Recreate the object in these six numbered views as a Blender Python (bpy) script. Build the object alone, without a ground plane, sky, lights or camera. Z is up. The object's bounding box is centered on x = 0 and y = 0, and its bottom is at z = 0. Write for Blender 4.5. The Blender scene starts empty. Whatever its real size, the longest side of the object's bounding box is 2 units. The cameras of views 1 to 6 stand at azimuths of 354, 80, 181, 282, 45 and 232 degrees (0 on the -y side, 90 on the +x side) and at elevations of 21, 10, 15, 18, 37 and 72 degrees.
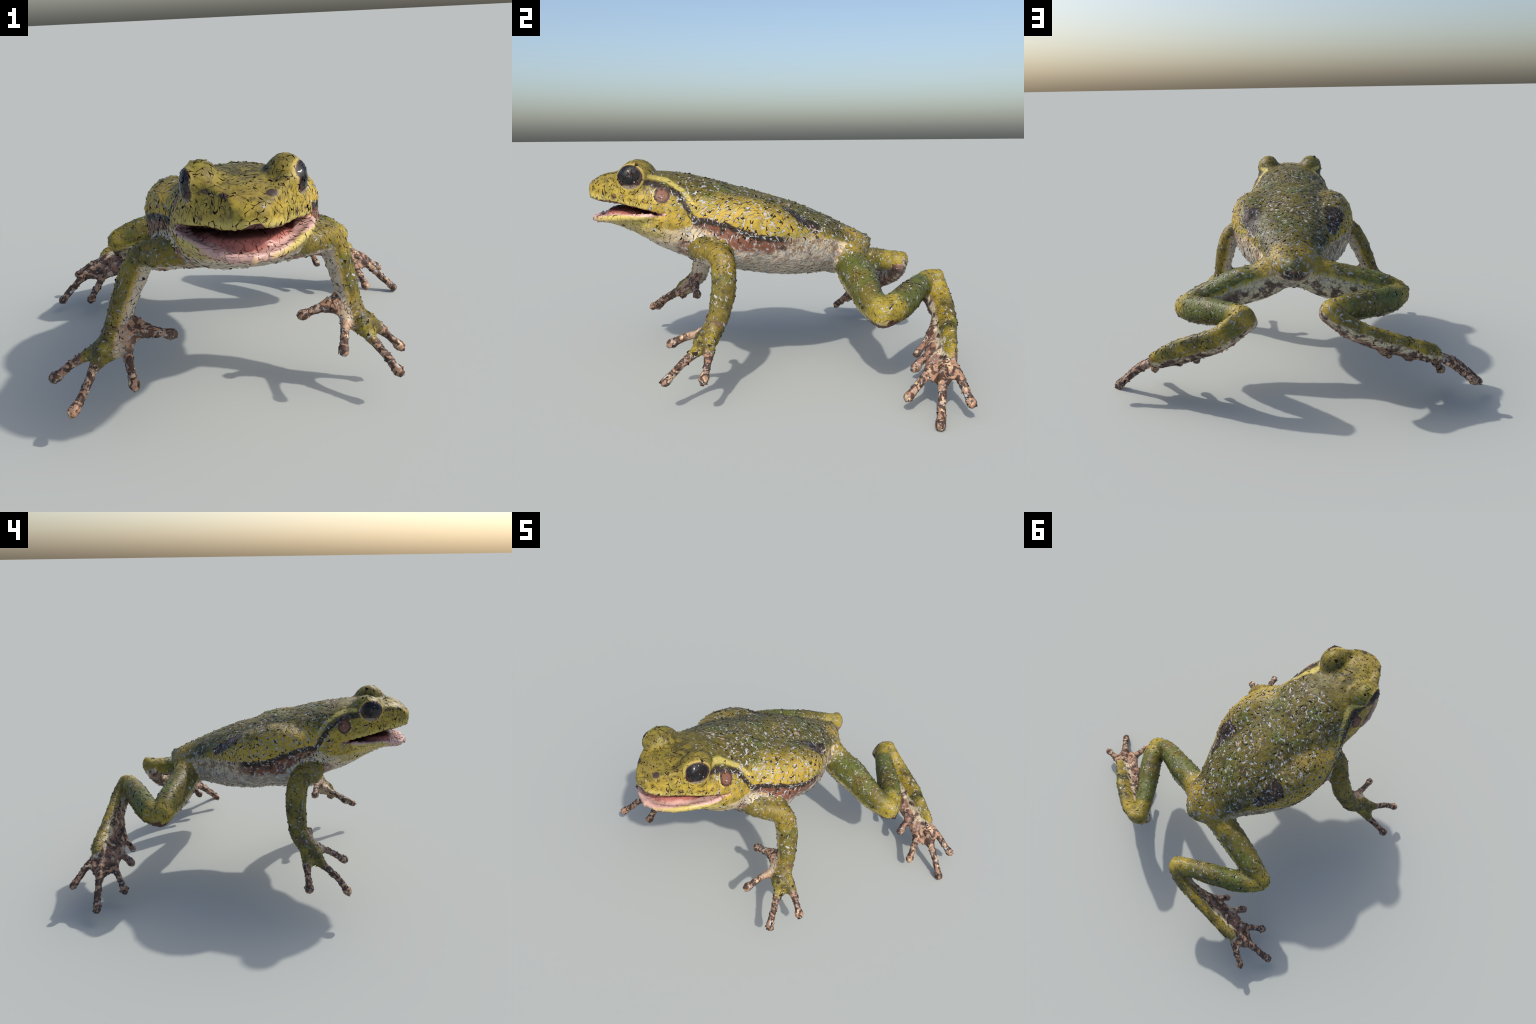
# A climbing tree frog with its mouth open, modelled as smooth blended body volumes
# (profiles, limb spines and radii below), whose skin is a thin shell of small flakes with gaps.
import bpy, math
import numpy as np
from mathutils import Vector, noise
from mathutils.kdtree import KDTree

rng = np.random.default_rng(7)
H = 0.0065                                   # sampling step of the body volume
LO = np.array([-1.06, -0.97, -0.03])
HI = np.array([1.06, 0.97, 1.20])
NX, NY, NZ = (np.ceil((HI - LO) / H).astype(int) + 1)
AX = [LO[i] + H * np.arange(n) for i, n in enumerate((NX, NY, NZ))]

LABELS = ["torso", "head"]
FIELD = np.full((NX, NY, NZ), 0.5, np.float32)
NEAR = np.full((NX, NY, NZ), 0.5, np.float32)
OWNER = np.zeros((NX, NY, NZ), np.int8)


def label(name):
    if name not in LABELS:
        LABELS.append(name)
    return LABELS.index(name)


def box(lo, hi, pad):
    s = []
    for i in range(3):
        a = int(max(0, np.floor((lo[i] - pad - LO[i]) / H)))
        b = int(min((NX, NY, NZ)[i], np.ceil((hi[i] + pad - LO[i]) / H) + 1))
        s.append(slice(a, b))
    return tuple(s)


def coords(s):
    return np.meshgrid(AX[0][s[0]], AX[1][s[1]], AX[2][s[2]], indexing="ij", sparse=True)


def blend_in(s, d, k, part):
    """smooth union of a volume with distance d into the body"""
    a = FIELD[s]
    d = d.astype(np.float32)
    if k > 0:
        h = np.maximum(k - np.abs(a - d), 0) / k
        FIELD[s] = np.minimum(a, d) - h * h * k * 0.25
    else:
        FIELD[s] = np.minimum(a, d)
    near, own = NEAR[s], OWNER[s]
    m = d < near
    near[m] = d[m]
    own[m] = label(part)


def carve(s, d, k, part=None):
    """smooth subtraction"""
    a, b = FIELD[s], -d.astype(np.float32)
    h = np.maximum(k - np.abs(a - b), 0) / k
    FIELD[s] = np.maximum(a, b) + h * h * k * 0.25
    if part:
        OWNER[s][b > a - 0.002] = label(part)


def ellipsoid(c, r, part, k=0.03, rot_z=0.0, rot_x=0.0, cut=False):
    c, r = np.array(c), np.array(r)
    R = r.max()
    s = box(c - R, c + R, k + 0.02)
    x, y, z = coords(s)
    x, y, z = x - c[0], y - c[1], z - c[2]
    ca, sa = math.cos(rot_z), math.sin(rot_z)
    x, y = ca * x + sa * y, -sa * x + ca * y
    cb, sb = math.cos(rot_x), math.sin(rot_x)
    y, z = cb * y + sb * z, -sb * y + cb * z
    k0 = np.sqrt((x / r[0]) ** 2 + (y / r[1]) ** 2 + (z / r[2]) ** 2)
    k1 = np.sqrt((x / r[0] ** 2) ** 2 + (y / r[1] ** 2) ** 2 + (z / r[2] ** 2) ** 2)
    d = k0 * (k0 - 1) / np.maximum(k1, 1e-6)
    carve(s, d, k) if cut else blend_in(s, d, k, part)


def limb(points, radii, part, k=0.02, squash=None):
    """tapered rod along a spine; squash = (direction, factor) thickens along a direction"""
    P, Rr = np.array(points, float), np.array(radii, float)
    if len(P) > 2:                                             # round the bends
        t0 = np.concatenate([[0], np.cumsum(np.linalg.norm(np.diff(P, axis=0), axis=1))])
        tt = np.linspace(0, t0[-1], 4 * len(P))
        pad = np.vstack([2 * P[0] - P[1], P, 2 * P[-1] - P[-2]])
        i = np.clip(np.searchsorted(t0, tt, side="right") - 1, 0, len(P) - 2)
        u = ((tt - t0[i]) / (t0[i + 1] - t0[i]))[:, None]
        p0, p1, p2, p3 = pad[i], pad[i + 1], pad[i + 2], pad[i + 3]
        P = 0.5 * (2 * p1 + (p2 - p0) * u + (2 * p0 - 5 * p1 + 4 * p2 - p3) * u ** 2 + (3 * p1 - p0 - 3 * p2 + p3) * u ** 3)
        Rr = smooth_curve(tt, t0, Rr)
    R = Rr.max() * 1.5
    s = box(P.min(0) - R, P.max(0) + R, k + 0.01)
    x, y, z = coords(s)
    best = None
    for a, b, ra, rb in zip(P[:-1], P[1:], Rr[:-1], Rr[1:]):
        ab = b - a
        px, py, pz = x - a[0], y - a[1], z - a[2]
        t = np.clip((px * ab[0] + py * ab[1] + pz * ab[2]) / (ab @ ab), 0, 1)
        vx, vy, vz = px - t * ab[0], py - t * ab[1], pz - t * ab[2]
        if squash is None:
            d = np.sqrt(vx * vx + vy * vy + vz * vz)
        else:
            n, f = np.array(squash[0], float), squash[1]
            n = n - ab * (n @ ab) / (ab @ ab)
            n /= np.linalg.norm(n)
            q = vx * n[0] + vy * n[1] + vz * n[2]
            d = np.sqrt(vx * vx + vy * vy + vz * vz - q * q + (q / f) ** 2)
        d = d - (ra + (rb - ra) * t)
        best = d if best is None else np.minimum(best, d)
    blend_in(s, best, k, part)


def web(a, b, c, r, part, k=0.015):
    """skin stretched between three points, thickness 2r"""
    a, b, c = (np.array(v, float) for v in (a, b, c))
    s = box(np.minimum(np.minimum(a, b), c), np.maximum(np.maximum(a, b), c), r + k + 0.01)
    x, y, z = coords(s)
    n = np.cross(b - a, c - a)
    n /= np.linalg.norm(n)

    def edge(p, q):
        pq = q - p
        px, py, pz = x - p[0], y - p[1], z - p[2]
        t = np.clip((px * pq[0] + py * pq[1] + pz * pq[2]) / (pq @ pq), 0, 1)
        e = np.cross(n, pq)
        side = px * e[0] + py * e[1] + pz * e[2]
        return (px - t * pq[0]) ** 2 + (py - t * pq[1]) ** 2 + (pz - t * pq[2]) ** 2, side > 0
    d1, s1 = edge(a, b)
    d2, s2 = edge(b, c)
    d3, s3 = edge(c, a)
    inside = s1 & s2 & s3
    flat = ((x - a[0]) * n[0] + (y - a[1]) * n[1] + (z - a[2]) * n[2]) ** 2
    d = np.sqrt(np.where(inside, flat, np.minimum(np.minimum(d1, d2), d3))) - r
    blend_in(s, d, k, part)


def smooth_curve(t, ts, vs):
    """monotone cubic through control values"""
    ts, vs = np.array(ts, float), np.array(vs, float)
    dt, dv = np.diff(ts), np.diff(vs)
    m = dv / dt
    g = np.zeros_like(vs)
    g[0], g[-1] = m[0], m[-1]
    for i in range(1, len(vs) - 1):
        if m[i - 1] * m[i] > 0:
            w1, w2 = 2 * dt[i] + dt[i - 1], dt[i] + 2 * dt[i - 1]
            g[i] = (w1 + w2) / (w1 / m[i - 1] + w2 / m[i])
    i = np.clip(np.searchsorted(ts, t) - 1, 0, len(dt) - 1)
    u = np.clip((t - ts[i]) / dt[i], 0, 1)
    h = dt[i]
    return ((1 + 2 * u) * (1 - u) ** 2 * vs[i] + u * (1 - u) ** 2 * h * g[i]
            + u * u * (3 - 2 * u) * vs[i + 1] + u * u * (u - 1) * h * g[i + 1])


# ---------------------------------------------------------------- trunk and head: one loft along y
# y, half width, top, height of the widest line, bottom
TRUNK = [
    (-0.902, 0.038, 1.012, 0.978, 0.943),
    (-0.886, 0.064, 1.031, 0.976, 0.872),
    (-0.860, 0.090, 1.047, 0.974, 0.838),
    (-0.828, 0.120, 1.063, 0.970, 0.822),
    (-0.780, 0.158, 1.073, 0.958, 0.808),
    (-0.710, 0.199, 1.074, 0.940, 0.782),
    (-0.630, 0.234, 1.078, 0.915, 0.738),
    (-0.540, 0.258, 1.076, 0.890, 0.685),
    (-0.440, 0.264, 1.064, 0.860, 0.643),
    (-0.300, 0.300, 1.034, 0.825, 0.594),
    (-0.180, 0.342, 1.000, 0.790, 0.563),
    (-0.050, 0.356, 0.962, 0.755, 0.540),
    (0.080, 0.332, 0.923, 0.725, 0.526),
    (0.200, 0.280, 0.882, 0.705, 0.522),
    (0.320, 0.207, 0.830, 0.690, 0.524),
    (0.420, 0.150, 0.780, 0.675, 0.532),
    (0.500, 0.112, 0.742, 0.665, 0.562),
    (0.550, 0.082, 0.711, 0.655, 0.598),
    (0.578, 0.045, 0.682, 0.650, 0.618),
]
T = np.array(TRUNK)


def trunk():
    s = box(np.array([-0.42, -0.93, 0.46]), np.array([0.42, 0.62, 1.12]), 0.04)
    x, y, z = coords(s)
    yy = y.ravel()
    yc = np.clip(yy, T[0, 0], T[-1, 0])
    hw, top, mid, bot = (smooth_curve(yc, T[:, 0], T[:, i])[None, :, None] for i in (1, 2, 3, 4))
    n_up = np.interp(yc, [-0.9, -0.6, -0.1, 0.3, 0.6], [2.3, 2.3, 1.75, 2.0, 2.0])[None, :, None]
    n_dn = np.interp(yc, [-0.9, -0.75, -0.55, -0.35, -0.1, 0.3, 0.6], [2.8, 2.6, 2.9, 2.8, 2.5, 2.5, 2.0])[None, :, None]
    x = x + 0.006 * np.exp(-((y + 0.05) / 0.25) ** 2) - 0.008 * np.clip((-0.3 - y) / 0.2, 0, 1) - 0.008 * np.clip((-0.7 - y) / 0.15, 0, 1)      # slight sideways bend
    up = z >= mid
    hh = np.where(up, top - mid, mid - bot)
    n = np.where(up, n_up, n_dn)
    f = ((np.abs(x) / hw) ** n + (np.abs(z - mid) / hh) ** n) ** (1 / n)
    over = np.maximum(np.maximum(T[0, 0] - yy, yy - T[-1, 0]), 0)[None, :, None]
    g = np.gradient(f, H)
    d = (f - 1) / np.maximum(np.sqrt(g[0] ** 2 + g[1] ** 2 + g[2] ** 2), 0.5)
    d = np.where(over > 0, np.sqrt(np.maximum(d, 0) ** 2 + over ** 2), d)
    blend_in(s, d, 0, "torso")
    head = np.broadcast_to(y < -0.47, d.shape)
    OWNER[s][head & (d < 0.1)] = label("head")


def mirrored(f):
    for sx in (1, -1):
        f(sx)


def body_lobes(sx):
    out = 0.247 if sx > 0 else 0.253
    ellipsoid((sx * out, -0.090, 0.806), (0.124, 0.255, 0.140), "torso", k=0.045, rot_z=sx * 0.02, rot_x=-0.26)   # shoulder fold
    ellipsoid((sx * 0.146 + 0.006, -0.660, 1.050), (0.074, 0.094, 0.083), "head", k=0.030, rot_z=sx * 0.20)   # eye swelling
    ellipsoid((sx * 0.180 + 0.006, -0.690, 1.057), (0.038, 0.052, 0.048), "head/eye" + ("0" if sx > 0 else "1"), k=0.008, rot_z=sx * 0.35)   # eyeball
    limb([(sx * 0.140 + 0.008, -0.735, 1.056), (sx * 0.098 + 0.012, -0.810, 1.050), (sx * 0.060 + 0.014, -0.855, 1.030)], [0.022, 0.017, 0.013], "head", k=0.025)   # ridge to the nostril
    limb([(sx * 0.172 + 0.008, -0.745, 1.058), (sx * 0.190 + 0.008, -0.690, 1.086), (sx * 0.178 + 0.008, -0.612, 1.068)], [0.010, 0.015, 0.012], "head", k=0.02)   # brow lid


trunk()
mirrored(body_lobes)
mirrored(lambda sx: ellipsoid((sx * 0.265, -0.22, 0.70), (0.085, 0.13, 0.085), "torso", k=0.06))        # armpit fold
ellipsoid((0, 0.560, 0.675), (0.030, 0.030, 0.028), "torso", k=0.03)


# ---------------------------------------------------------------- mouth: wedge between the lips, scooped floor
def mouth():
    s = box(np.array([-0.32, -0.93, 0.74]), np.array([0.32, -0.50, 1.02]), 0.01)
    x, y, z = coords(s)
    t = (-0.545 - y) / 0.34                                    # 0 at the hinge, 1 at the snout
    bow = 0.010 * (np.abs(x) / 0.2) ** 2 * np.clip(t, 0, 1)
    upper = 0.879 + 0.066 * t + bow + 0.004 * np.sin(x * 37 + 1.0) * np.clip(t, 0, 1)
    lower = 0.868 - 0.034 * t + 0.022 * (np.abs(x) / 0.2) ** 2 * np.clip(t, 0, 1)
    d = np.maximum(np.maximum(z - upper, lower - z), (y + 0.53 + 0.09 * np.maximum(0, 1 - (np.abs(x) / 0.25) ** 2)) * 0.6)
    carve(s, d, 0.012, "head/mouth_lining0")
    # scooped floor and vault, inside the lips
    rim = (np.abs(x) / 0.175) ** 2.2 + (np.abs(y + 0.56) / 0.225) ** 2.2
    q = (rim ** (1 / 2.2) - 1) * 0.2
    floor = lower - 0.008
    vault = upper + 0.010
    d2 = np.maximum(np.maximum(z - vault, floor - z), np.maximum(q, y + 0.62))
    carve(s, d2, 0.025, "head/mouth_lining0")


mouth()
LIP = [(0.246, -0.595, 0.872), (0.228, -0.660, 0.866), (0.190, -0.740, 0.861), (0.135, -0.808, 0.853), (0.070, -0.858, 0.846), (0.004, -0.876, 0.844)]
mirrored(lambda sx: limb([(sx * p[0] * 1.01 + 0.008, p[1], p[2]) for p in LIP], [0.009, 0.013, 0.015, 0.015, 0.015, 0.015], "head/mouth_lining0", k=0.014))
for p, q in zip(LIP[:-1], LIP[1:]):                                  # floor of the mouth, from lip to tongue
    mirrored(lambda sx: web((sx * p[0] + 0.008, p[1], p[2] - 0.006), (sx * q[0] + 0.008, q[1], q[2] - 0.006), (0.006, -0.66, 0.850), 0.011, "head/mouth_lining0", k=0.012))
ellipsoid((0.005, -0.712, 0.862), (0.150, 0.112, 0.046), "head/mouth_lining0", k=0.02)          # tongue

# ---------------------------------------------------------------- forelimbs
ARMS = {
    "a": dict(
        spine=[(0.20, -0.36, 0.70), (0.29, -0.345, 0.695), (0.385, -0.285, 0.675), (0.425, -0.275, 0.60), (0.452, -0.288, 0.50), (0.475, -0.315, 0.395), (0.50, -0.350, 0.335)],
        radii=[0.062, 0.060, 0.059, 0.060, 0.056, 0.048, 0.040],
        palm=(0.505, -0.365, 0.315),
        fingers=[
            [(0.455, -0.325, 0.380), (0.391, -0.331, 0.380), (0.323, -0.322, 0.372), (0.253, -0.324, 0.348)],
            [(0.475, -0.350, 0.345), (0.438, -0.385, 0.327), (0.414, -0.456, 0.304), (0.393, -0.530, 0.268)],
            [(0.510, -0.380, 0.300), (0.535, -0.418, 0.268), (0.576, -0.489, 0.222), (0.622, -0.561, 0.164)],
            [(0.545, -0.350, 0.315), (0.588, -0.358, 0.279), (0.637, -0.373, 0.230), (0.686, -0.392, 0.184)]]),
    "b": dict(
        spine=[(-0.20, -0.36, 0.70), (-0.30, -0.37, 0.695), (-0.390, -0.325, 0.680), (-0.440, -0.313, 0.60), (-0.488, -0.323, 0.50), (-0.530, -0.350, 0.400), (-0.565, -0.400, 0.338)],
        radii=[0.062, 0.060, 0.058, 0.060, 0.055, 0.048, 0.040],
        palm=(-0.575, -0.410, 0.322),
        fingers=[
            [(-0.495, -0.375, 0.375), (-0.430, -0.370, 0.365), (-0.365, -0.362, 0.352), (-0.298, -0.355, 0.333)],
            [(-0.530, -0.400, 0.340), (-0.490, -0.445, 0.318), (-0.474, -0.523, 0.284), (-0.455, -0.590, 0.239)],
            [(-0.575, -0.425, 0.310), (-0.616, -0.475, 0.284), (-0.657, -0.566, 0.226), (-0.701, -0.627, 0.171)],
            [(-0.600, -0.390, 0.320), (-0.655, -0.395, 0.295), (-0.732, -0.414, 0.262), (-0.800, -0.430, 0.216)]]),
}
for side, arm in ARMS.items():
    back = 0.008 if side == "a" else 0.012
    arm["spine"] = [(p[0], p[1] + back * (0.3 < abs(p[0]) and p[2] > 0.36), p[2]) for p in arm["spine"]]
    limb(arm["spine"], arm["radii"], "arm_" + side, k=0.045)
    ellipsoid(arm["palm"], (0.058, 0.060, 0.040), "hand_" + side, k=0.03)
    for i, fg in enumerate(arm["fingers"]):
        name = f"hand_{side}/finger{i}"
        limb(fg, [0.030, 0.024, 0.0175, 0.0185], name, k=0.018)
        tip, before = np.array(fg[-1]), np.array(fg[-2])
        u = (tip - before) / np.linalg.norm(tip - before)
        ellipsoid(tip - u * 0.012, (0.024, 0.024, 0.022), name, k=0.012)
    f = arm["fingers"]
    inner = np.array(arm["spine"][4]) * 0.55 + np.array(arm["spine"][5]) * 0.45
    web(inner, f[0][2], f[0][0], 0.012, "hand_" + side, k=0.02)          # skin from forearm to thumb
    for a, b in ((0, 1), (1, 2), (2, 3)):
        web(f[a][0], f[a][1], f[b][1], 0.010, "hand_" + side, k=0.02)
        web(f[a][0], f[b][0], f[b][1], 0.012, "hand_" + side, k=0.02)

# ---------------------------------------------------------------- hindlimbs
LEGS = {
    "a": dict(
        thigh=[(0.06, 0.450, 0.622), (0.157, 0.446, 0.578), (0.230, 0.443, 0.553), (0.313, 0.445, 0.530), (0.391, 0.443, 0.503), (0.505, 0.442, 0.462), (0.600, 0.468, 0.426)],
        thigh_r=[0.066, 0.080, 0.082, 0.081, 0.075, 0.064, 0.053],
        shank=[(0.602, 0.475, 0.430), (0.547, 0.540, 0.445), (0.465, 0.620, 0.457), (0.341, 0.730, 0.480), (0.245, 0.830, 0.500)],
        shank_r=[0.056, 0.066, 0.066, 0.056, 0.048],
        foot=[(0.238, 0.845, 0.490), (0.358, 0.848, 0.392), (0.456, 0.830, 0.347), (0.546, 0.800, 0.310), (0.625, 0.766, 0.270), (0.720, 0.735, 0.222)],
        foot_r=[0.046, 0.043, 0.042, 0.042, 0.040, 0.032],
        toes=[
            [(0.500, 0.765, 0.300), (0.500, 0.730, 0.250), (0.512, 0.695, 0.215), (0.524, 0.664, 0.184)],
            [(0.590, 0.740, 0.262), (0.620, 0.690, 0.220), (0.623, 0.645, 0.185), (0.626, 0.612, 0.150)],
            [(0.670, 0.710, 0.230), (0.735, 0.640, 0.178), (0.765, 0.572, 0.120), (0.785, 0.520, 0.074)],
            [(0.720, 0.720, 0.222), (0.820, 0.668, 0.165), (0.900, 0.630, 0.090), (0.974, 0.592, 0.018)],
            [(0.725, 0.740, 0.225), (0.810, 0.745, 0.185), (0.870, 0.750, 0.135), (0.926, 0.757, 0.088)]]),
    "b": dict(
        thigh=[(-0.06, 0.455, 0.622), (-0.152, 0.467, 0.588), (-0.215, 0.466, 0.571), (-0.282, 0.466, 0.555), (-0.427, 0.474, 0.530), (-0.520, 0.476, 0.512), (-0.577, 0.474, 0.494)],
        thigh_r=[0.066, 0.080, 0.082, 0.081, 0.075, 0.064, 0.053],
        shank=[(-0.580, 0.478, 0.490), (-0.506, 0.569, 0.488), (-0.366, 0.684, 0.504), (-0.246, 0.771, 0.518), (-0.178, 0.825, 0.522)],
        shank_r=[0.056, 0.066, 0.066, 0.056, 0.048],
        foot=[(-0.178, 0.832, 0.512), (-0.265, 0.852, 0.446), (-0.378, 0.846, 0.388), (-0.531, 0.830, 0.330), (-0.673, 0.814, 0.287), (-0.710, 0.806, 0.276)],
        foot_r=[0.046, 0.043, 0.042, 0.042, 0.040, 0.032],
        toes=[
            [(-0.440, 0.790, 0.320), (-0.463, 0.755, 0.262), (-0.485, 0.717, 0.236), (-0.503, 0.687, 0.212)],
            [(-0.550, 0.780, 0.285), (-0.585, 0.735, 0.232), (-0.606, 0.690, 0.207), (-0.624, 0.648, 0.184)],
            [(-0.650, 0.775, 0.265), (-0.720, 0.715, 0.208), (-0.763, 0.666, 0.150), (-0.800, 0.624, 0.098)],
            [(-0.700, 0.790, 0.272), (-0.823, 0.757, 0.210), (-0.910, 0.733, 0.135), (-0.980, 0.712, 0.068)],
            [(-0.710, 0.810, 0.275), (-0.785, 0.842, 0.238), (-0.850, 0.868, 0.195), (-0.903, 0.888, 0.156)]]),
}
NUDGE = {"a": dict(thigh=(0, -0.008, -0.008), shank=(0, 0.004, -0.006), foot=(0, 0.003, 0)),
         "b": dict(thigh=(0, -0.016, -0.008), shank=(0, 0.000, -0.006), foot=(0, 0.004, 0))}
for side, leg in LEGS.items():
    for key, d in NUDGE[side].items():
        leg[key] = [tuple(np.array(p) + np.array(d) * (1.0 if abs(p[0]) > 0.1 else 0.0)) for p in leg[key]]
    limb(leg["thigh"], leg["thigh_r"], "thigh_" + side, k=0.05, squash=((0, 0, 1), 1.28))
    limb(leg["shank"], leg["shank_r"], "lower_leg_" + side, k=0.012, squash=((0, 0, 1), 1.12))
    wide = np.array([0.05 * np.sign(leg["foot"][0][0]), -0.40, -0.91])
    limb(leg["foot"], leg["foot_r"], "foot_" + side, k=0.012, squash=(wide, 1.75 if side == "a" else 1.45))
    t = leg["toes"]
    for i, toe in enumerate(t):
        name = f"foot_{side}/toe{i}"
        small = 0.85 if i == 0 else 1.0
        limb(toe, [0.022, 0.021 * small, 0.019 * small, 0.019 * small], name, k=0.014)
        tip, before = np.array(toe[-1]), np.array(toe[-2])
        u = (tip - before) / np.linalg.norm(tip - before)
        ellipsoid(tip - u * 0.010, (0.023 * small, 0.023 * small, 0.021 * small), name, k=0.010)
    heel = np.array(leg["foot"][1])
    web(heel, t[0][0], t[0][1], 0.012, "foot_" + side, k=0.02)
    for a, b in zip(range(0, 4), range(1, 5)):
        mid_a = (np.array(t[a][1]) * 0.7 + np.array(t[a][2]) * 0.3)
        mid_b = (np.array(t[b][1]) * 0.7 + np.array(t[b][2]) * 0.3) if b < 4 else np.array(t[b][1])
        web(t[a][0], mid_a, mid_b, 0.007, "foot_" + side, k=0.012)
        web(t[a][0], t[b][0], mid_b, 0.009, "foot_" + side, k=0.015)

# ---------------------------------------------------------------- surface of the blended volume
def surface():
    D = FIELD
    S = D < 0
    corner = [(i, j, k) for i in (0, 1) for j in (0, 1) for k in (0, 1)]
    cnt = np.zeros((NX - 1, NY - 1, NZ - 1), np.int8)
    for i, j, k in corner:
        cnt += S[i:NX - 1 + i, j:NY - 1 + j, k:NZ - 1 + k]
    act = (cnt > 0) & (cnt < 8)
    I = np.argwhere(act)
    ids = np.full(act.shape, -1, np.int32)
    ids[act] = np.arange(len(I))
    acc, num = np.zeros((len(I), 3)), np.zeros(len(I))
    for a in corner:
        for ax in range(3):
            if a[ax]:
                continue
            b = list(a)
            b[ax] = 1
            da = D[I[:, 0] + a[0], I[:, 1] + a[1], I[:, 2] + a[2]]
            db = D[I[:, 0] + b[0], I[:, 1] + b[1], I[:, 2] + b[2]]
            m = (da < 0) != (db < 0)
            t = da[m] / (da[m] - db[m])
            p = np.tile(np.array(a, float), (m.sum(), 1))
            p[:, ax] += t
            acc[m] += p
            num[m] += 1
    V = LO + H * (I + acc / num[:, None])
    quads = []
    for ax in range(3):
        u, v = (ax + 1) % 3, (ax + 2) % 3
        n = [NX, NY, NZ]
        lo_s, hi_s = [slice(1, m - 1) for m in n], [slice(1, m - 1) for m in n]
        lo_s[ax], hi_s[ax] = slice(0, n[ax] - 1), slice(1, n[ax])
        flip = S[tuple(lo_s)] != S[tuple(hi_s)]
        E = np.argwhere(flip)
        base = E.copy()
        for q in range(3):
            if q != ax:
                base[:, q] += 1
        inside_first = S[base[:, 0], base[:, 1], base[:, 2]]

        def cell(du, dv):
            c = base.copy()
            c[:, u] -= du
            c[:, v] -= dv
            return ids[c[:, 0], c[:, 1], c[:, 2]]
        q = np.stack([cell(1, 1), cell(0, 1), cell(0, 0), cell(1, 0)], 1)
        q[~inside_first] = q[~inside_first][:, ::-1]
        quads.append(q)
    return V, np.vstack(quads)


V, Q = surface()
E2 = np.unique(np.sort(np.vstack([Q[:, [0, 1]], Q[:, [1, 2]], Q[:, [2, 3]], Q[:, [3, 0]]]), 1), axis=0)
deg = np.bincount(E2.ravel(), minlength=len(V))[:, None]
for lam in (0.5, -0.52, 0.5, -0.52):
    acc = np.zeros_like(V)
    for c in range(3):
        acc[:, c] = np.bincount(E2[:, 0], V[E2[:, 1], c], len(V)) + np.bincount(E2[:, 1], V[E2[:, 0], c], len(V))
    V = V + lam * (acc / deg - V)

# skin relief: shallow warts and folds
def grain(p):
    q = Vector(p)
    return 0.0022 * noise.fractal(q * 22, 1.0, 2.0, 3) + 0.0030 * noise.noise(q * 9)


relief_mesh = bpy.data.meshes.new("relief")
relief_mesh.from_pydata(V.tolist(), [], Q.tolist())
relief_mesh.update()
rn = np.empty(len(V) * 3)
relief_mesh.vertices.foreach_get("normal", rn)
V = V + rn.reshape(-1, 3) * np.array([grain(p) for p in V])[:, None]
bpy.data.meshes.remove(relief_mesh)

smooth_mesh = bpy.data.meshes.new("body_volume")
smooth_mesh.from_pydata(V.tolist(), [], Q.tolist())
smooth_mesh.update()
vn = np.empty(len(V) * 3)
smooth_mesh.vertices.foreach_get("normal", vn)
vn = vn.reshape(-1, 3)

# coarse irregular triangulation: the grain of the flakes
rough_mesh = smooth_mesh.copy()
rough_mesh.vertices.foreach_set("co", (V + vn * rng.normal(0, 0.0035, (len(V), 1))).ravel())
helper = bpy.data.objects.new("helper", rough_mesh)
bpy.context.scene.collection.objects.link(helper)
TRIS = 42000
dec = helper.modifiers.new("dec", "DECIMATE")
dec.ratio = TRIS / (2 * len(Q))
dec.use_collapse_triangulate = True
ev = helper.evaluated_get(bpy.context.evaluated_depsgraph_get())
em = ev.to_mesh()
em.calc_loop_triangles()
cv = np.empty(len(em.vertices) * 3)
em.vertices.foreach_get("co", cv)
cv = cv.reshape(-1, 3)
ct = np.empty(len(em.loop_triangles) * 3, np.int32)
em.loop_triangles.foreach_get("vertices", ct)
ct = ct.reshape(-1, 3)
ev.to_mesh_clear()
bpy.data.objects.remove(helper)
kd = KDTree(len(V))
for i, p in enumerate(V):
    kd.insert(p, i)
kd.balance()
near = np.array([kd.find(p)[1] for p in cv])
cn = vn[near]
cv = cv - cn * ((cv - V[near]) * cn).sum(1, keepdims=True)      # back onto the smooth body
print("smooth verts", len(V), "coarse tris", len(ct))

# ---------------------------------------------------------------- owner of each face
def owner_of(p):
    g = np.clip(np.rint((p - LO) / H).astype(int), 0, np.array([NX, NY, NZ]) - 1)
    return OWNER[g[:, 0], g[:, 1], g[:, 2]].astype(int)


cen = cv[ct].mean(1)
face_part = owner_of(cen)
under_part = owner_of(V[Q].mean(1))


# ---------------------------------------------------------------- flakes
def clusters(tri):
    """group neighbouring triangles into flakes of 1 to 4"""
    F = len(tri)
    e = np.sort(np.vstack([tri[:, [0, 1]], tri[:, [1, 2]], tri[:, [2, 0]]]), 1)
    f = np.tile(np.arange(F), 3)
    key = e[:, 0].astype(np.int64) * len(cv) + e[:, 1]
    o = np.argsort(key, kind="stable")
    ks, fs = key[o], f[o]
    same = np.where(ks[1:] == ks[:-1])[0]
    pairs = np.stack([fs[same], fs[same + 1]], 1)
    pairs = pairs[rng.permutation(len(pairs))]
    group, size = np.arange(F), np.ones(F, int)
    limit = rng.choice([1, 2, 3, 4], F, p=[0.3, 0.35, 0.2, 0.15])
    for a, b in pairs:
        if size[a] == 1 and group[a] == a and size[group[b]] < limit[group[b]] and a != group[b]:
            group[a] = group[b]
            size[group[b]] += 1
            size[a] = 99
    return group


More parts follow.
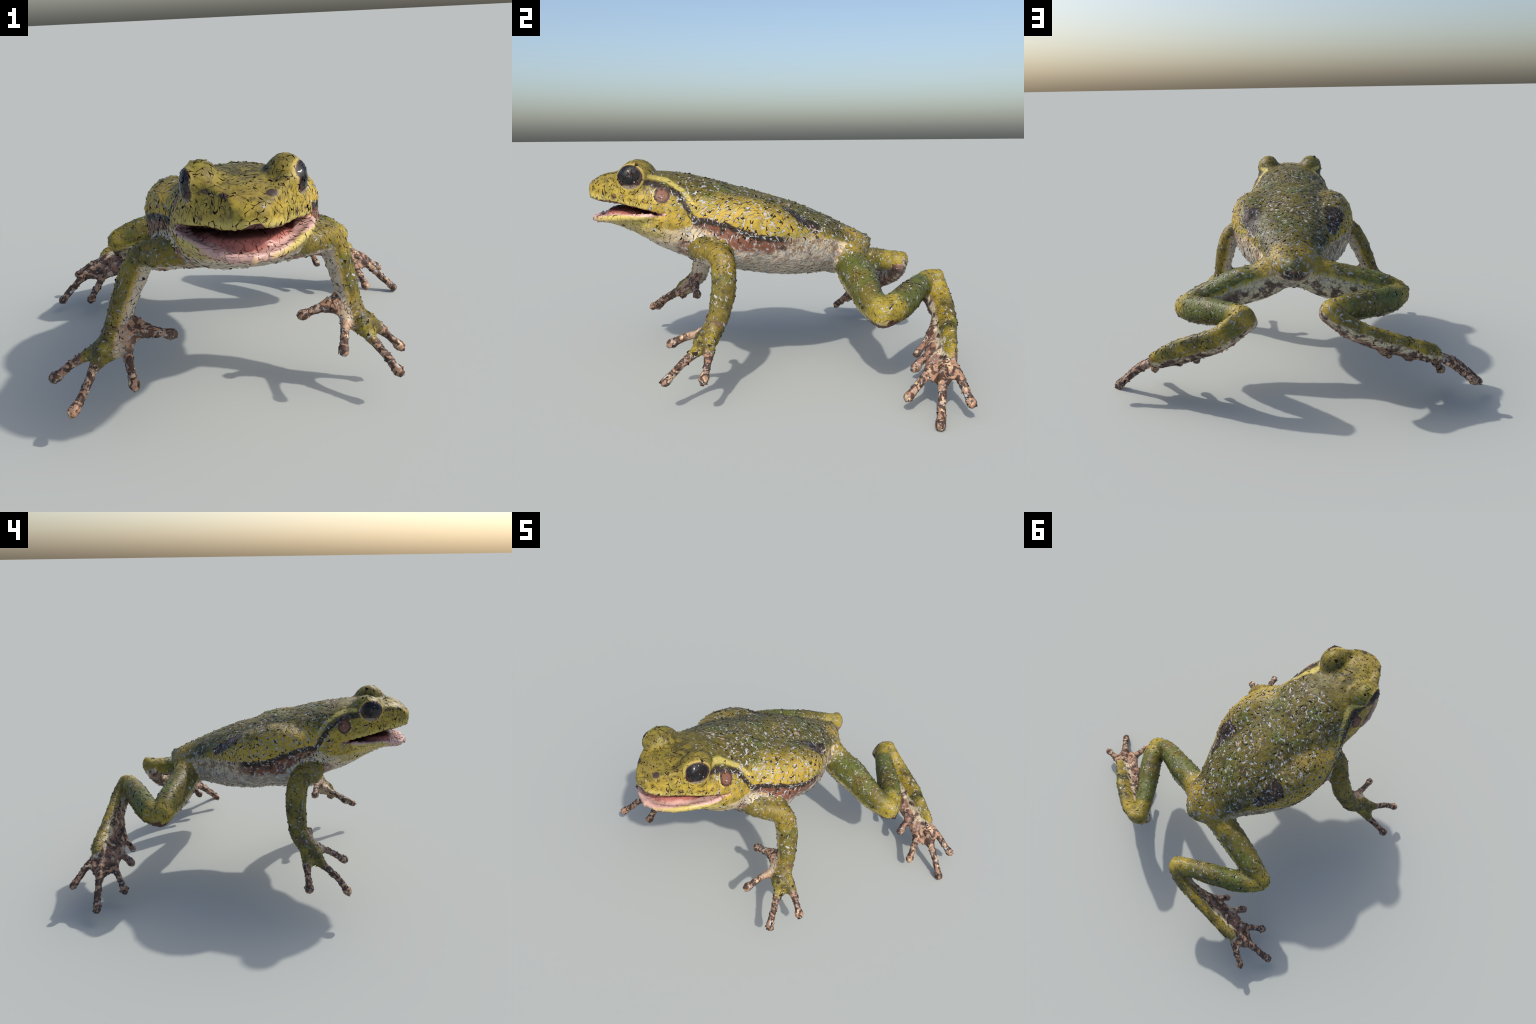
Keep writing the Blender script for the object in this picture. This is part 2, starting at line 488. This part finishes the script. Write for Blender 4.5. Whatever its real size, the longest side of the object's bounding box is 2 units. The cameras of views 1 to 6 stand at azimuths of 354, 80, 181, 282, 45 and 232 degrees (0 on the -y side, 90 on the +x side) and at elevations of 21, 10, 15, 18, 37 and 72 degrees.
LOOSE = 1.0
group = clusters(ct)
corner_key = group[:, None].astype(np.int64) * len(cv) + ct
uniq, inv = np.unique(corner_key.ravel(), return_inverse=True)
inv = inv.reshape(-1, 3)
g_of, v_of = uniq // len(cv), uniq % len(cv)
pos, nrm = cv[v_of].copy(), cn[v_of]
gc = np.zeros((len(ct), 3))
gcount = np.maximum(np.bincount(group, minlength=len(ct)), 1)
for c in range(3):
    gc[:, c] = np.bincount(group, cen[:, c], len(ct)) / gcount
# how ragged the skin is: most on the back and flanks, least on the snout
ragged = np.where(face_part == label("torso"), 1.1, np.where(face_part == label("head"), 0.8, 0.9))[g_of][:, None]
to_c = gc[g_of] - pos
dist = np.linalg.norm(to_c, axis=1, keepdims=True)
open_share = np.where(face_part == label("torso"), 0.25, np.where(face_part == label("head"), 0.14, 0.17))[g_of][:, None]
pull = np.where(rng.random((len(pos), 1)) < open_share, rng.uniform(0.25, 1.0, (len(pos), 1)), 0.0)
drift = to_c * pull * LOOSE * ragged * np.minimum(1, np.where(face_part == label("torso"), 0.012, 0.0095)[g_of][:, None] / np.maximum(dist, 1e-4))
lift = LOOSE * (rng.normal(0, 0.0004, (len(pos), 1)) + 0.007 * rng.random((len(pos), 1)) * (rng.random((len(pos), 1)) < np.where(face_part == label("head"), 0.03, 0.10)[g_of][:, None]))
pos = pos + drift + nrm * lift
nrm = nrm + LOOSE * 0.04 * rng.normal(0, 1, (len(ct), 3))[g_of]
nrm /= np.linalg.norm(nrm, axis=1, keepdims=True)
keep = (rng.random(len(ct)) > 0.012 * LOOSE)[group]
under_pos = V - vn * 0.0030


# ---------------------------------------------------------------- materials: expressions become nodes
class Val:
    def __init__(self, tree, sock):
        self.t, self.s = tree, sock

    def _m(self, op, *args, clamp=False):
        n = self.t.nodes.new("ShaderNodeMath")
        n.operation, n.use_clamp = op, clamp
        for i, a in enumerate((self, *args)):
            if isinstance(a, Val):
                self.t.links.new(a.s, n.inputs[i])
            else:
                n.inputs[i].default_value = a
        return Val(self.t, n.outputs[0])

    def __add__(self, o): return self._m("ADD", o)
    def __sub__(self, o): return self._m("SUBTRACT", o)
    def __mul__(self, o): return self._m("MULTIPLY", o)
    def __truediv__(self, o): return self._m("DIVIDE", o)
    def __rsub__(self, o): return (self * -1.0) + o
    __radd__, __rmul__ = __add__, __mul__
    def max(self, o): return self._m("MAXIMUM", o)
    def min(self, o): return self._m("MINIMUM", o)
    def abs(self): return self._m("ABSOLUTE")
    def sqrt(self): return self._m("SQRT")
    def clamp(self): return self._m("ADD", 0.0, clamp=True)

    def step(self, a, b):
        """0 below a, 1 above b, smooth between"""
        n = self.t.nodes.new("ShaderNodeMapRange")
        n.interpolation_type = "SMOOTHSTEP"
        lo, hi, v0, v1 = (a, b, 0.0, 1.0) if a < b else (b, a, 1.0, 0.0)
        for name, v in (("From Min", lo), ("From Max", hi), ("To Min", v0), ("To Max", v1)):
            n.inputs[name].default_value = v
        self.t.links.new(self.s, n.inputs["Value"])
        return Val(self.t, n.outputs["Result"])

    def curve(self, points):
        """piecewise linear function of a body coordinate between -1 and 1, values 0 to 1.2"""
        n = self.t.nodes.new("ShaderNodeFloatCurve")
        c = n.mapping.curves[0]
        pts = [((p + 1) / 2, q / 1.2) for p, q in points]
        for i, (p, q) in enumerate(pts):
            if i < 2:
                c.points[i].location = (p, q)
            else:
                c.points.new(p, q)
        for pt in c.points:
            pt.handle_type = "VECTOR"
        n.mapping.update()
        self.t.links.new(((self + 1.0) * 0.5).s, n.inputs["Value"])
        return Val(self.t, n.outputs[0]) * 1.2


class Skin:
    """one material: coordinates, noises, a running colour painted over by masks"""
    def __init__(self, name, rgb, rough=0.5):
        self.m = bpy.data.materials.new(name)
        self.m.use_nodes = True
        self.t = self.m.node_tree
        self.bsdf = self.t.nodes["Principled BSDF"]
        self.bsdf.inputs["Roughness"].default_value = rough
        self.bsdf.inputs["Specular IOR Level"].default_value = 0.3
        tc = self.t.nodes.new("ShaderNodeTexCoord")
        self.obj = tc.outputs["Object"]
        sep = self.t.nodes.new("ShaderNodeSeparateXYZ")
        self.t.links.new(self.obj, sep.inputs[0])
        self.x, self.y, self.z = (Val(self.t, o) for o in sep.outputs)
        self.ax = self.x.abs()
        self.col = self.rgb(rgb)

    def rgb(self, c):
        n = self.t.nodes.new("ShaderNodeRGB")
        n.outputs[0].default_value = (*c, 1)
        return n.outputs[0]

    def noise(self, scale, detail=2.0, rough=0.5, dist=0.0):
        n = self.t.nodes.new("ShaderNodeTexNoise")
        self.t.links.new(self.obj, n.inputs["Vector"])
        for k, v in (("Scale", scale), ("Detail", detail), ("Roughness", rough), ("Distortion", dist)):
            n.inputs[k].default_value = v
        return Val(self.t, n.outputs[0])

    def paint(self, mask, rgb):
        n = self.t.nodes.new("ShaderNodeMix")
        n.data_type, n.clamp_factor = "RGBA", True
        if isinstance(mask, Val):
            self.t.links.new(mask.s, n.inputs[0])
        else:
            n.inputs[0].default_value = mask
        self.t.links.new(self.col, n.inputs[6])
        c = rgb if not isinstance(rgb, tuple) else self.rgb(rgb)
        self.t.links.new(c, n.inputs[7])
        self.col = n.outputs[2]

    def ball(self, c, r=(1, 1, 1), mirror=True):
        """distance from a point, measured in radii r"""
        x = self.ax if mirror else self.x
        dx, dy, dz = (x - c[0]) * (1 / r[0]), (self.y - c[1]) * (1 / r[1]), (self.z - c[2]) * (1 / r[2])
        return (dx * dx + dy * dy + dz * dz).sqrt()

    def line_yz(self, pts):
        """distance to a polyline seen from the side"""
        best = None
        for (ay, az), (by, bz) in zip(pts[:-1], pts[1:]):
            uy, uz = by - ay, bz - az
            L2 = uy * uy + uz * uz
            py, pz = self.y - ay, self.z - az
            t = ((py * uy + pz * uz) * (1 / L2)).clamp()
            ey, ez = py - t * uy, pz - t * uz
            d = (ey * ey + ez * ez).sqrt()
            best = d if best is None else best.min(d)
        return best

    def finish(self, bump=0.25):
        self.t.links.new(self.col, self.bsdf.inputs["Base Color"])
        if bump:
            b = self.t.nodes.new("ShaderNodeBump")
            b.inputs["Strength"].default_value = bump
            b.inputs["Distance"].default_value = 0.004
            n = self.noise(90, 2.0)
            self.t.links.new(n.s, b.inputs["Height"])
            self.t.links.new(b.outputs[0], self.bsdf.inputs["Normal"])
        return self.m


OLIVE, OLIVE_DARK, GREEN = (0.145, 0.117, 0.018), (0.042, 0.034, 0.012), (0.092, 0.118, 0.019)
YELLOW, CREAM, PALE = (0.46, 0.315, 0.042), (0.62, 0.48, 0.26), (0.52, 0.455, 0.365)
BROWN, RED_BROWN, BLACK = (0.115, 0.060, 0.042), (0.190, 0.072, 0.042), (0.030, 0.021, 0.016)
PINK, PINK_BROWN = (0.66, 0.36, 0.30), (0.35, 0.200, 0.125)


def paint_dorsal(k, warm=None):
    """olive skin with green, yellow and dark patches"""
    g = k.noise(5.5, 3.0)
    k.paint(g.step(0.50, 0.64) * 0.8, GREEN)
    yl = k.noise(9.0, 3.0, 0.6)
    k.paint(yl.step(0.58, 0.74) * 0.6, (0.32, 0.225, 0.025))
    dk = k.noise(14.0, 3.0, 0.6, 0.6)
    k.paint(dk.step(0.52, 0.66) * 0.8, OLIVE_DARK)
    k.paint(k.noise(36.0, 3.0, 0.65).step(0.50, 0.64) * 0.65, (0.070, 0.054, 0.016))


def mottle(k, amount):
    """olive-brown freckles and smudges over everything already painted"""
    k.paint(amount * k.noise(21.0, 4.0, 0.65).step(0.49, 0.62) * 0.55, (0.125, 0.098, 0.022))
    k.paint(amount * k.noise(52.0, 2.0, 0.6).step(0.56, 0.68) * 0.6, (0.060, 0.046, 0.018))


def body_skin():
    k = Skin("body_skin", OLIVE)
    ax, y, z = k.ax, k.y, k.z
    wob = (k.noise(32, 3.0) - 0.5)
    wob_big = (k.noise(12, 2.0) - 0.5)
    paint_dorsal(k)
    # yellow flanks below the fold
    fold = y.curve([(-1, 1.06), (-0.75, 1.05), (-0.60, 1.01), (-0.435, 0.950), (-0.287, 0.954), (-0.136, 0.945), (0.02, 0.890), (0.20, 0.800), (0.40, 0.690), (1, 0.4)])
    k.paint((z - fold + wob_big * 0.08).step(0.03, -0.045) * 0.92, YELLOW)
    grn = k.noise(7.0, 2.0)
    k.paint((z - fold).step(0.0, -0.05) * grn.step(0.48, 0.62) * 0.65, (0.28, 0.245, 0.032))
    k.paint(ax.step(0.06, 0.0) * 0 + (y + 0.60).step(0.12, -0.10) * 0.45, (0.36, 0.275, 0.038))
    k.paint((z - fold).step(0.02, -0.04) * k.noise(17, 3.0, 0.6).step(0.54, 0.68) * 0.55, (0.20, 0.155, 0.026))
    # hips and snout are yellower
    k.paint(k.ball((0.10, 0.47, 0.70), (0.12, 0.12, 0.10)).step(1.1, 0.4) * 0.75, (0.40, 0.27, 0.025))
    lane = (k.ax - 0.150 + wob_big * 0.07).abs().step(0.05, 0.01) * (z - fold).step(-0.01, 0.03) * y.step(-0.55, -0.40)
    k.paint(lane * k.noise(10, 3.0).step(0.38, 0.55) * 0.75, (0.060, 0.052, 0.014))
    # crown and back marks
    bar = k.line_yz([(-0.66, 1.10), (-0.60, 1.09)]).step(0.05, 0.02) * ax.step(0.14, 0.08)
    k.paint(bar * k.noise(26, 2.0).step(0.42, 0.55) * 0.7, OLIVE_DARK)
    k.paint((y + 0.80).step(0.05, -0.06) * k.noise(16, 3.0).step(0.35, 0.6) * 0.6, (0.20, 0.150, 0.040))
    mottle(k, (y + 0.42).step(0.05, -0.05) * 0.9 + (z - fold).step(-0.05, 0.0) * 0.4)
    # cream lip edge
    lip = z - (y * -0.203 + 0.768)
    k.paint(lip.step(0.040, 0.012) * y.step(-0.57, -0.62) * 0.75, (0.58, 0.47, 0.13))
    # belly
    edge = y.curve([(-1, 0.83), (-0.88, 0.835), (-0.69, 0.815), (-0.57, 0.80), (-0.48, 0.795), (-0.39, 0.825), (-0.25, 0.80), (-0.10, 0.772), (0.10, 0.755), (0.20, 0.745), (0.29, 0.725), (0.40, 0.690), (0.58, 0.63), (1, 0.4)])
    under = (z - edge + wob * 0.05).step(0.012, -0.018)
    k.paint(under, PALE)
    k.paint((z - edge + wob_big * 0.04).step(-0.10, -0.03) * under * 0.65, CREAM)
    mott = k.noise(24, 3.0, 0.6)
    zone = (z - edge).step(-0.20, -0.05)
    k.paint(under * zone * mott.step(0.48, 0.58) * y.step(-0.42, -0.28) * 0.85, (0.19, 0.115, 0.080))
    k.paint(under * k.noise(40, 2.0).step(0.50, 0.66) * y.step(-0.40, -0.25) * 0.35, (0.33, 0.22, 0.15))
    k.paint(k.ball((0.215, -0.430, 0.715), (0.07, 0.06, 0.07)).step(1.1, 0.6) * k.noise(20, 3).step(0.40, 0.52) * 0.9, (0.27, 0.125, 0.075))
    # jaw: olive smear below the lip
    k.paint((z - edge).step(-0.055, -0.03) * under * y.step(-0.50, -0.56) * 0.65, (0.36, 0.29, 0.045))
    # brown flank band, black upper rim
    top = wob_big * 0.02 + y.curve([(-1, 0.86), (-0.385, 0.858), (-0.327, 0.857), (-0.249, 0.838), (-0.171, 0.812), (-0.102, 0.782), (0.02, 0.765), (1, 0.7)]) + wob * 0.03
    bot = y.curve([(-1, 0.82), (-0.40, 0.820), (-0.356, 0.805), (-0.288, 0.770), (-0.201, 0.705), (-0.05, 0.685), (0.05, 0.700), (1, 0.7)]) + wob * 0.05
    span = (y + 0.405).step(0.0, 0.02) * (y - 0.07 + wob_big * 0.2).step(0.04, -0.06) * ax.step(0.20, 0.25)
    band = (top - z).step(-0.006, 0.006) * (z - bot).step(-0.012, 0.012) * span
    k.paint(band * k.noise(30, 3.0).step(0.76, 0.60), RED_BROWN)
    k.paint(span * ((z - top + 0.014).abs()).step(0.020, 0.010), BLACK)
    k.paint(band * k.noise(17, 2.0).step(0.55, 0.63) * 0.9, BLACK)
    # rear flank blotch
    blot = k.line_yz([(0.060, 0.896), (0.095, 0.868), (0.145, 0.832), (0.215, 0.788)])
    wide = (y * 0.10 + 0.004) + wob * 0.030
    k.paint((blot - wide).step(0.006, -0.006) * ax.step(0.17, 0.20), BLACK)
    k.paint((blot - wide * 0.35).step(0.006, -0.006) * ax.step(0.17, 0.20) * k.noise(40, 2).step(0.50, 0.62) * 0.7, (0.11, 0.050, 0.032))
    # stripe from the eye over the eardrum to the arm, cream line above it
    sl = k.line_yz([(-0.625, 1.032), (-0.578, 1.018), (-0.521, 1.006), (-0.461, 0.962), (-0.431, 0.915), (-0.400, 0.862), (-0.385, 0.840)])
    up = k.line_yz([(-0.600, 1.058), (-0.515, 1.036), (-0.440, 0.985), (-0.400, 0.930)])
    side = ax.step(0.12, 0.16)
    k.paint(up.step(0.015, 0.005) * side * 0.7, (0.60, 0.49, 0.13))
    k.paint((sl + wob * 0.026 + wob_big * 0.010).step(0.019, 0.010) * side * k.noise(28, 2.0).step(0.72, 0.58), BLACK)
    # eardrum
    drum = k.ball((0.24, -0.543, 0.968), (0.2, 0.038, 0.038))
    k.paint((drum + wob * 0.5).step(1.08, 0.92) * side, (0.070, 0.032, 0.022))
    k.paint((drum + wob * 0.5).step(0.82, 0.62) * side, (0.190, 0.078, 0.046))
    k.paint(((drum - 1.12).abs()).step(0.10, 0.02) * (y + 0.56).step(0.0, -0.02) * side * 0.7, (0.62, 0.52, 0.20))
    # eye surround with a cream lid line
    eye = k.ball((0.200, -0.692, 1.056), (0.075, 0.062, 0.058)) + wob * 0.10
    k.paint(eye.step(1.22, 1.02) * 0.8, (0.50, 0.38, 0.10))
    k.paint(eye.step(1.06, 0.96), (0.065, 0.034, 0.026))
    k.paint(eye.step(1.06, 0.96) * (z - 1.016 + wob * 0.01).step(0.004, -0.006) * 0.7, (0.32, 0.27, 0.21))
    pup = k.ball((0.218, -0.698, 1.066), (0.08, 0.054, 0.045))
    k.paint((pup + wob * 0.2).step(1.05, 0.95), (0.008, 0.008, 0.009))
    # nostril, ridge line and lip spots
    nos = k.ball((0.080, -0.850, 1.052), (0.022, 0.022, 0.014))
    k.paint(nos.step(1.15, 0.7), (0.060, 0.042, 0.034))
    rid = k.ball((0.122, -0.772, 1.050), (0.030, 0.034, 0.011))
    k.paint((rid + wob * 0.5).step(1.15, 0.7) * 0.9, (0.070, 0.050, 0.034))
    spot = k.ball((0.168, -0.775, 0.962), (0.03, 0.018, 0.018))
    k.paint((spot + wob * 0.8).step(1.1, 0.6) * 0.85, (0.13, 0.075, 0.040))
    # vent
    vent = k.ball((0.0, 0.585, 0.615), (0.085, 0.06, 0.045))
    k.paint((vent + wob * 0.8).step(1.1, 0.8), BROWN)
    k.paint((vent + wob * 1.2).step(0.8, 0.6), BLACK)
    return k.finish()


def eye_surface():
    k = Skin("eye_surface", (0.045, 0.024, 0.018), 0.18)
    pupil = k.ball((0.218, -0.698, 1.066), (0.08, 0.054, 0.045))
    k.paint((pupil + (k.noise(60, 2) - 0.5) * 0.2).step(1.05, 0.95), (0.006, 0.006, 0.007))
    k.paint((k.z - 1.022).step(0.006, -0.004) * 0.7, (0.32, 0.27, 0.21))
    k.bsdf.inputs["Specular IOR Level"].default_value = 0.5
    return k.finish(0)


def mouth_surface():
    k = Skin("mouth_surface", (0.42, 0.150, 0.120), 0.35)
    r = k.ball((0.0, -0.555, 0.86), (0.212, 0.315, 5.0))
    k.paint(k.noise(14, 2.0).step(0.45, 0.65) * 0.6, (0.40, 0.13, 0.10))
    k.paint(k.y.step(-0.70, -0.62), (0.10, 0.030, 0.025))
    k.paint(r.step(0.87, 0.95), (0.60, 0.37, 0.32))
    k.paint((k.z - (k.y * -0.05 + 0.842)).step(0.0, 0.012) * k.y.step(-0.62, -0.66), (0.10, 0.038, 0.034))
    k.paint(r.step(1.05, 1.10) * (k.z - (k.y * -0.05 + 0.842)).step(0.0, -0.01), (0.52, 0.42, 0.13))
    return k.finish(0.1)


def digit_paint(k, amount, centre):
    """pink-brown digits with dark bands and pale joints"""
    d = k.ball(centre, mirror=False)
    bands = ((d * 100.0 + k.noise(20, 2.0) * 22.0)._m("SINE") + 1.0) * 0.5
    blot = k.noise(30, 3.0, 0.6)
    k.paint(amount, PINK_BROWN)
    k.paint(amount * (bands * 0.45 + blot * 1.2).step(0.70, 0.86) * 0.95, (0.062, 0.034, 0.025))
    k.paint(amount * k.noise(23, 2.0).step(0.55, 0.66) * bands.step(0.6, 0.2), (0.58, 0.42, 0.26))


def arm_skin(sx, a0, a1):
    """outer face olive, inner face pale; a0, a1 = (x, z) of the forearm axis at elbow and wrist"""
    k = Skin("arm_skin", OLIVE)
    wob = k.noise(26, 3.0) - 0.5
    paint_dorsal(k)
    k.paint(k.noise(8, 2.0).step(0.40, 0.62) * 0.6, (0.30, 0.205, 0.020))
    mottle(k, 0.85 + k.z * 0.0)
    slope = (a1[0] - a0[0]) / (a1[1] - a0[1])
    out = k.ax - ((k.z - a0[1]) * slope + a0[0])
    inner = (out + wob * 0.03).step(-0.002, -0.020) * (k.z + wob * 0.03).step(0.672, 0.650)
    rim = ((out + 0.012).abs()).step(0.018, 0.004) * k.z.step(0.67, 0.64)
    k.paint(inner, PALE)
    k.paint(rim * 0.6, YELLOW)
    bottom = (k.z + wob * 0.05).step(0.672, 0.655) * k.ax.step(0.36, 0.33)
    k.paint(bottom, PALE)
    k.paint(bottom * k.noise(22, 2.0).step(0.42, 0.55), (0.27, 0.135, 0.085))
    k.paint(inner * k.noise(18, 2.0).step(0.56, 0.68) * 0.45, (0.30, 0.22, 0.17))
    wrist = ((k.z - 0.395 + wob * 0.05).abs()).step(0.022, 0.008)
    k.paint(wrist * k.noise(24, 2).step(0.45, 0.55) * 0.7, BROWN)
    return k.finish()


def hand_skin(centre, wrist_x):
    k = Skin("hand_skin", OLIVE)
    wob = k.noise(26, 3.0) - 0.5
    paint_dorsal(k)
    k.paint(k.noise(11, 2.0).step(0.42, 0.60) * 0.7, (0.34, 0.26, 0.026))
    mottle(k, 0.9 + k.z * 0.0)
    d = k.ball(centre, mirror=False)
    inner = (k.ax - abs(wrist_x) + wob * 0.04).step(0.005, -0.020)
    k.paint(inner * 0.85, (0.55, 0.43, 0.30))
    k.paint(inner * k.noise(20, 2.0).step(0.48, 0.60) * 0.7, PINK_BROWN)
    digit_paint(k, (d + wob * 0.06).step(0.085, 0.125), centre)
    return k.finish()


def thigh_skin(p0, p1):
    """green and olive above, cream along the front edge, mottled below and behind"""
    k = Skin("thigh_skin", OLIVE)
    wob = k.noise(22, 3.0) - 0.5
    paint_dorsal(k)
    k.paint(k.noise(7.0, 2.0).step(0.42, 0.58) * 0.7, GREEN)
    slope = (p1[2] - p0[2]) / (abs(p1[0]) - abs(p0[0]))
    h = k.z - ((k.ax - abs(p0[0])) * slope + p0[2])
    b = k.y - 0.462
    yel = (h - b * 0.38 + wob * 0.05).step(0.028, 0.004)
    k.paint(yel * 0.9, (0.44, 0.36, 0.055))
    low = (h - b * 0.38 + wob * 0.05).step(0.008, -0.016)
    k.paint(low, (0.60, 0.53, 0.36))
    mott = k.noise(19, 3.0, 0.6)
    k.paint(low * (h - b * 0.5 + wob * 0.03).step(0.0, -0.06) * mott.step(0.46, 0.56), (0.120, 0.075, 0.055))
    k.paint(low * b.step(0.05, -0.02) * k.noise(34, 2.0).step(0.50, 0.62) * 0.5, (0.40, 0.29, 0.17))
    k.paint(k.ball((0.08, 0.47, 0.68), (0.20, 0.20, 0.16)).step(1.0, 0.45) * h.step(-0.02, 0.03) * 0.8, (0.38, 0.26, 0.026))
    tip = k.ball((abs(p1[0]) + 0.02, p1[1], p1[2]), (0.12, 0.12, 0.12))
    k.paint(tip.step(1.0, 0.5) * h.step(-0.06, -0.02) * 0.7, (0.39, 0.285, 0.033))
    mottle(k, h.step(-0.02, 0.02) * 0.8)
    k.paint((tip + wob * 0.6).step(0.75, 0.5) * h.step(-0.022, -0.036), (0.09, 0.045, 0.032))
    return k.finish()


def lower_leg_skin(p0, p1):
    k = Skin("lower_leg_skin", OLIVE)
    wob = k.noise(22, 3.0) - 0.5
    paint_dorsal(k)
    k.paint(k.noise(6.0, 2.0).step(0.36, 0.52) * 0.85, GREEN)
    dk = k.noise(15, 3.0, 0.6)
    k.paint(dk.step(0.52, 0.66) * 0.6, (0.065, 0.075, 0.014))
    slope = (p1[2] - p0[2]) / (abs(p1[0]) - abs(p0[0]))
    h = k.z - ((k.ax - abs(p0[0])) * slope + p0[2])
    for p, r in ((p0, 0.13), (p1, 0.13)):
        e = k.ball((abs(p[0]), p[1], p[2]), (r, r, r))
        k.paint((e + wob * 0.5).step(1.0, 0.55) * 0.75, (0.37, 0.27, 0.030))
    mottle(k, 0.8 + k.z * 0.0)
    low = (h + wob * 0.04).step(-0.040, -0.062)
    k.paint(low, (0.50, 0.45, 0.27))
    k.paint(low * dk.step(0.44, 0.54), (0.10, 0.055, 0.040))
    knee = k.ball((abs(p0[0]) + 0.02, p0[1] - 0.02, p0[2] - 0.045), (0.075, 0.075, 0.035))
    k.paint((knee + wob * 0.5).step(1.0, 0.8), (0.10, 0.048, 0.034))
    return k.finish()


def foot_skin(p0, p1, centre):
    """yellow-olive above, pale line, dark brown and pink below; banded toes"""
    k = Skin("foot_skin", OLIVE)
    wob = k.noise(24, 3.0) - 0.5
    paint_dorsal(k)
    k.paint(k.noise(9.0, 2.0).step(0.40, 0.56) * 0.8, (0.34, 0.245, 0.026))
    mottle(k, 0.9 + k.z * 0.0)
    slope = (p1[2] - p0[2]) / (abs(p1[0]) - abs(p0[0]))
    h = k.z - ((k.ax - abs(p0[0])) * slope + p0[2]) + (k.y - p1[1]) * 0.55
    low = (h + wob * 0.05).step(0.036, 0.016)
    k.paint(low, (0.52, 0.45, 0.31))
    k.paint((h + wob * 0.05).step(-0.005, -0.030), (0.27, 0.145, 0.100))
    k.paint(low * k.noise(19, 3.0, 0.6).step(0.46, 0.57), (0.085, 0.047, 0.035))
    k.paint(low * k.noise(27, 2.0).step(0.56, 0.66) * 0.8, (0.60, 0.47, 0.33))
    d = k.ball(centre, mirror=False)
    digit_paint(k, ((k.ax - abs(centre[0])) * 1.4 + d * 0.5 + (0.27 - k.z) * 0.6 + wob * 0.08).step(0.06, 0.11), centre)
    return k.finish()


def gap_backing(name, pale):
    """closed layer behind the gaps, painted with lit ground and dark interior seen through holes"""
    k = Skin(name, pale, 0.8)
    k.bsdf.inputs["Specular IOR Level"].default_value = 0.0
    n = k.noise(46, 2.0)
    above = k.z.step(0.69, 0.75).max(k.ax.step(0.36, 0.38))
    k.paint(n.step(0.51, 0.55) * above, (0.035, 0.026, 0.018))  # unlit hollow inside the shell, painted as dark flecks
    k.paint(k.noise(30, 1.0).step(0.58, 0.64), (0.40, 0.30, 0.22))  # sun patches on the inner belly wall, put into the colour as tan
    snout = (k.y + 0.62).step(0.03, -0.03) * (k.z + k.y * 0.2 - 0.768).step(0.0, 0.02)
    k.paint(snout * (k.noise(70, 0.0).step(0.68, 0.62)), (0.035, 0.016, 0.015))  # darker maroon flecks in the gaps over the snout
    return k.finish(0)


LIT_GROUND_PAINT = (0.44, 0.45, 0.455)  # brightness chosen to match sunlit ground glimpsed through the shell
beneath = gap_backing("gap_backing", LIT_GROUND_PAINT)
body = body_skin()
SKINS = {"torso": body, "head": body, "eye": eye_surface(), "mouth_lining": mouth_surface()}
for side, sx in (("a", 1), ("b", -1)):
    arm, leg = ARMS[side], LEGS[side]
    sp = [np.abs(np.array(p)) for p in arm["spine"]]
    SKINS["arm_" + side] = arm_skin(sx, (sp[3][0], sp[3][2]), (sp[5][0], sp[5][2]))
    SKINS["hand_" + side] = SKINS["finger_" + side] = hand_skin(arm["palm"], arm["palm"][0] - 0.03 * sx)
    SKINS["thigh_" + side] = thigh_skin(leg["thigh"][0], leg["thigh"][-1])
    SKINS["lower_leg_" + side] = lower_leg_skin(leg["shank"][0], leg["shank"][-1])
    SKINS["foot_" + side] = SKINS["toe_" + side] = foot_skin(leg["foot"][0], leg["foot"][-1], leg["foot"][-1])

# ---------------------------------------------------------------- objects
root = bpy.data.objects.new("tree_frog", None)
bpy.context.scene.collection.objects.link(root)
root["label"] = "olive and yellow tree frog striding with open pink mouth"
root["category"] = "frog"


def build_part(name, index, parent, material):
    sel = np.where((face_part == index) & keep)[0]
    used, local = np.unique(inv[sel].ravel(), return_inverse=True)
    usel = np.where(under_part == index)[0]
    uused, ulocal = np.unique(Q[usel].ravel(), return_inverse=True)
    co = np.vstack([pos[used], under_pos[uused]])
    no = np.vstack([nrm[used], vn[uused]])
    faces = local.reshape(-1, 3).tolist() + (ulocal.reshape(-1, 4) + len(used)).tolist()
    me = bpy.data.meshes.new(name)
    me.from_pydata(co.tolist(), [], faces)
    me.polygons.foreach_set("use_smooth", [True] * len(faces))
    me.polygons.foreach_set("material_index", [0] * len(sel) + [1] * len(usel))
    me.materials.append(material)
    me.materials.append(beneath if name != "eye" and name != "mouth_lining" else (dark_beneath if name == "eye" else material))
    me.normals_split_custom_set_from_vertices(no.tolist())
    me.update()
    ob = bpy.data.objects.new(name, me)
    bpy.context.scene.collection.objects.link(ob)
    ob.parent = parent
    return ob


dark_beneath = gap_backing("eye_gap_backing", (0.30, 0.30, 0.31))  # duller grey layer behind the gaps of the eye
parts = {}
for i, lab in enumerate(LABELS):
    if "/" not in lab:
        name = lab[:-2] if lab[-2:] in ("_a", "_b") else lab
        parts[lab] = build_part(name, i, root, SKINS[lab])
for i, lab in enumerate(LABELS):
    if "/" in lab:
        owner, piece = lab.split("/")
        piece = piece[:-1]
        side = owner[-2:] if owner[-2:] in ("_a", "_b") else ""
        build_part(piece, i, parts[owner], SKINS[piece + side])
bpy.data.meshes.remove(smooth_mesh)
bpy.data.meshes.remove(rough_mesh)
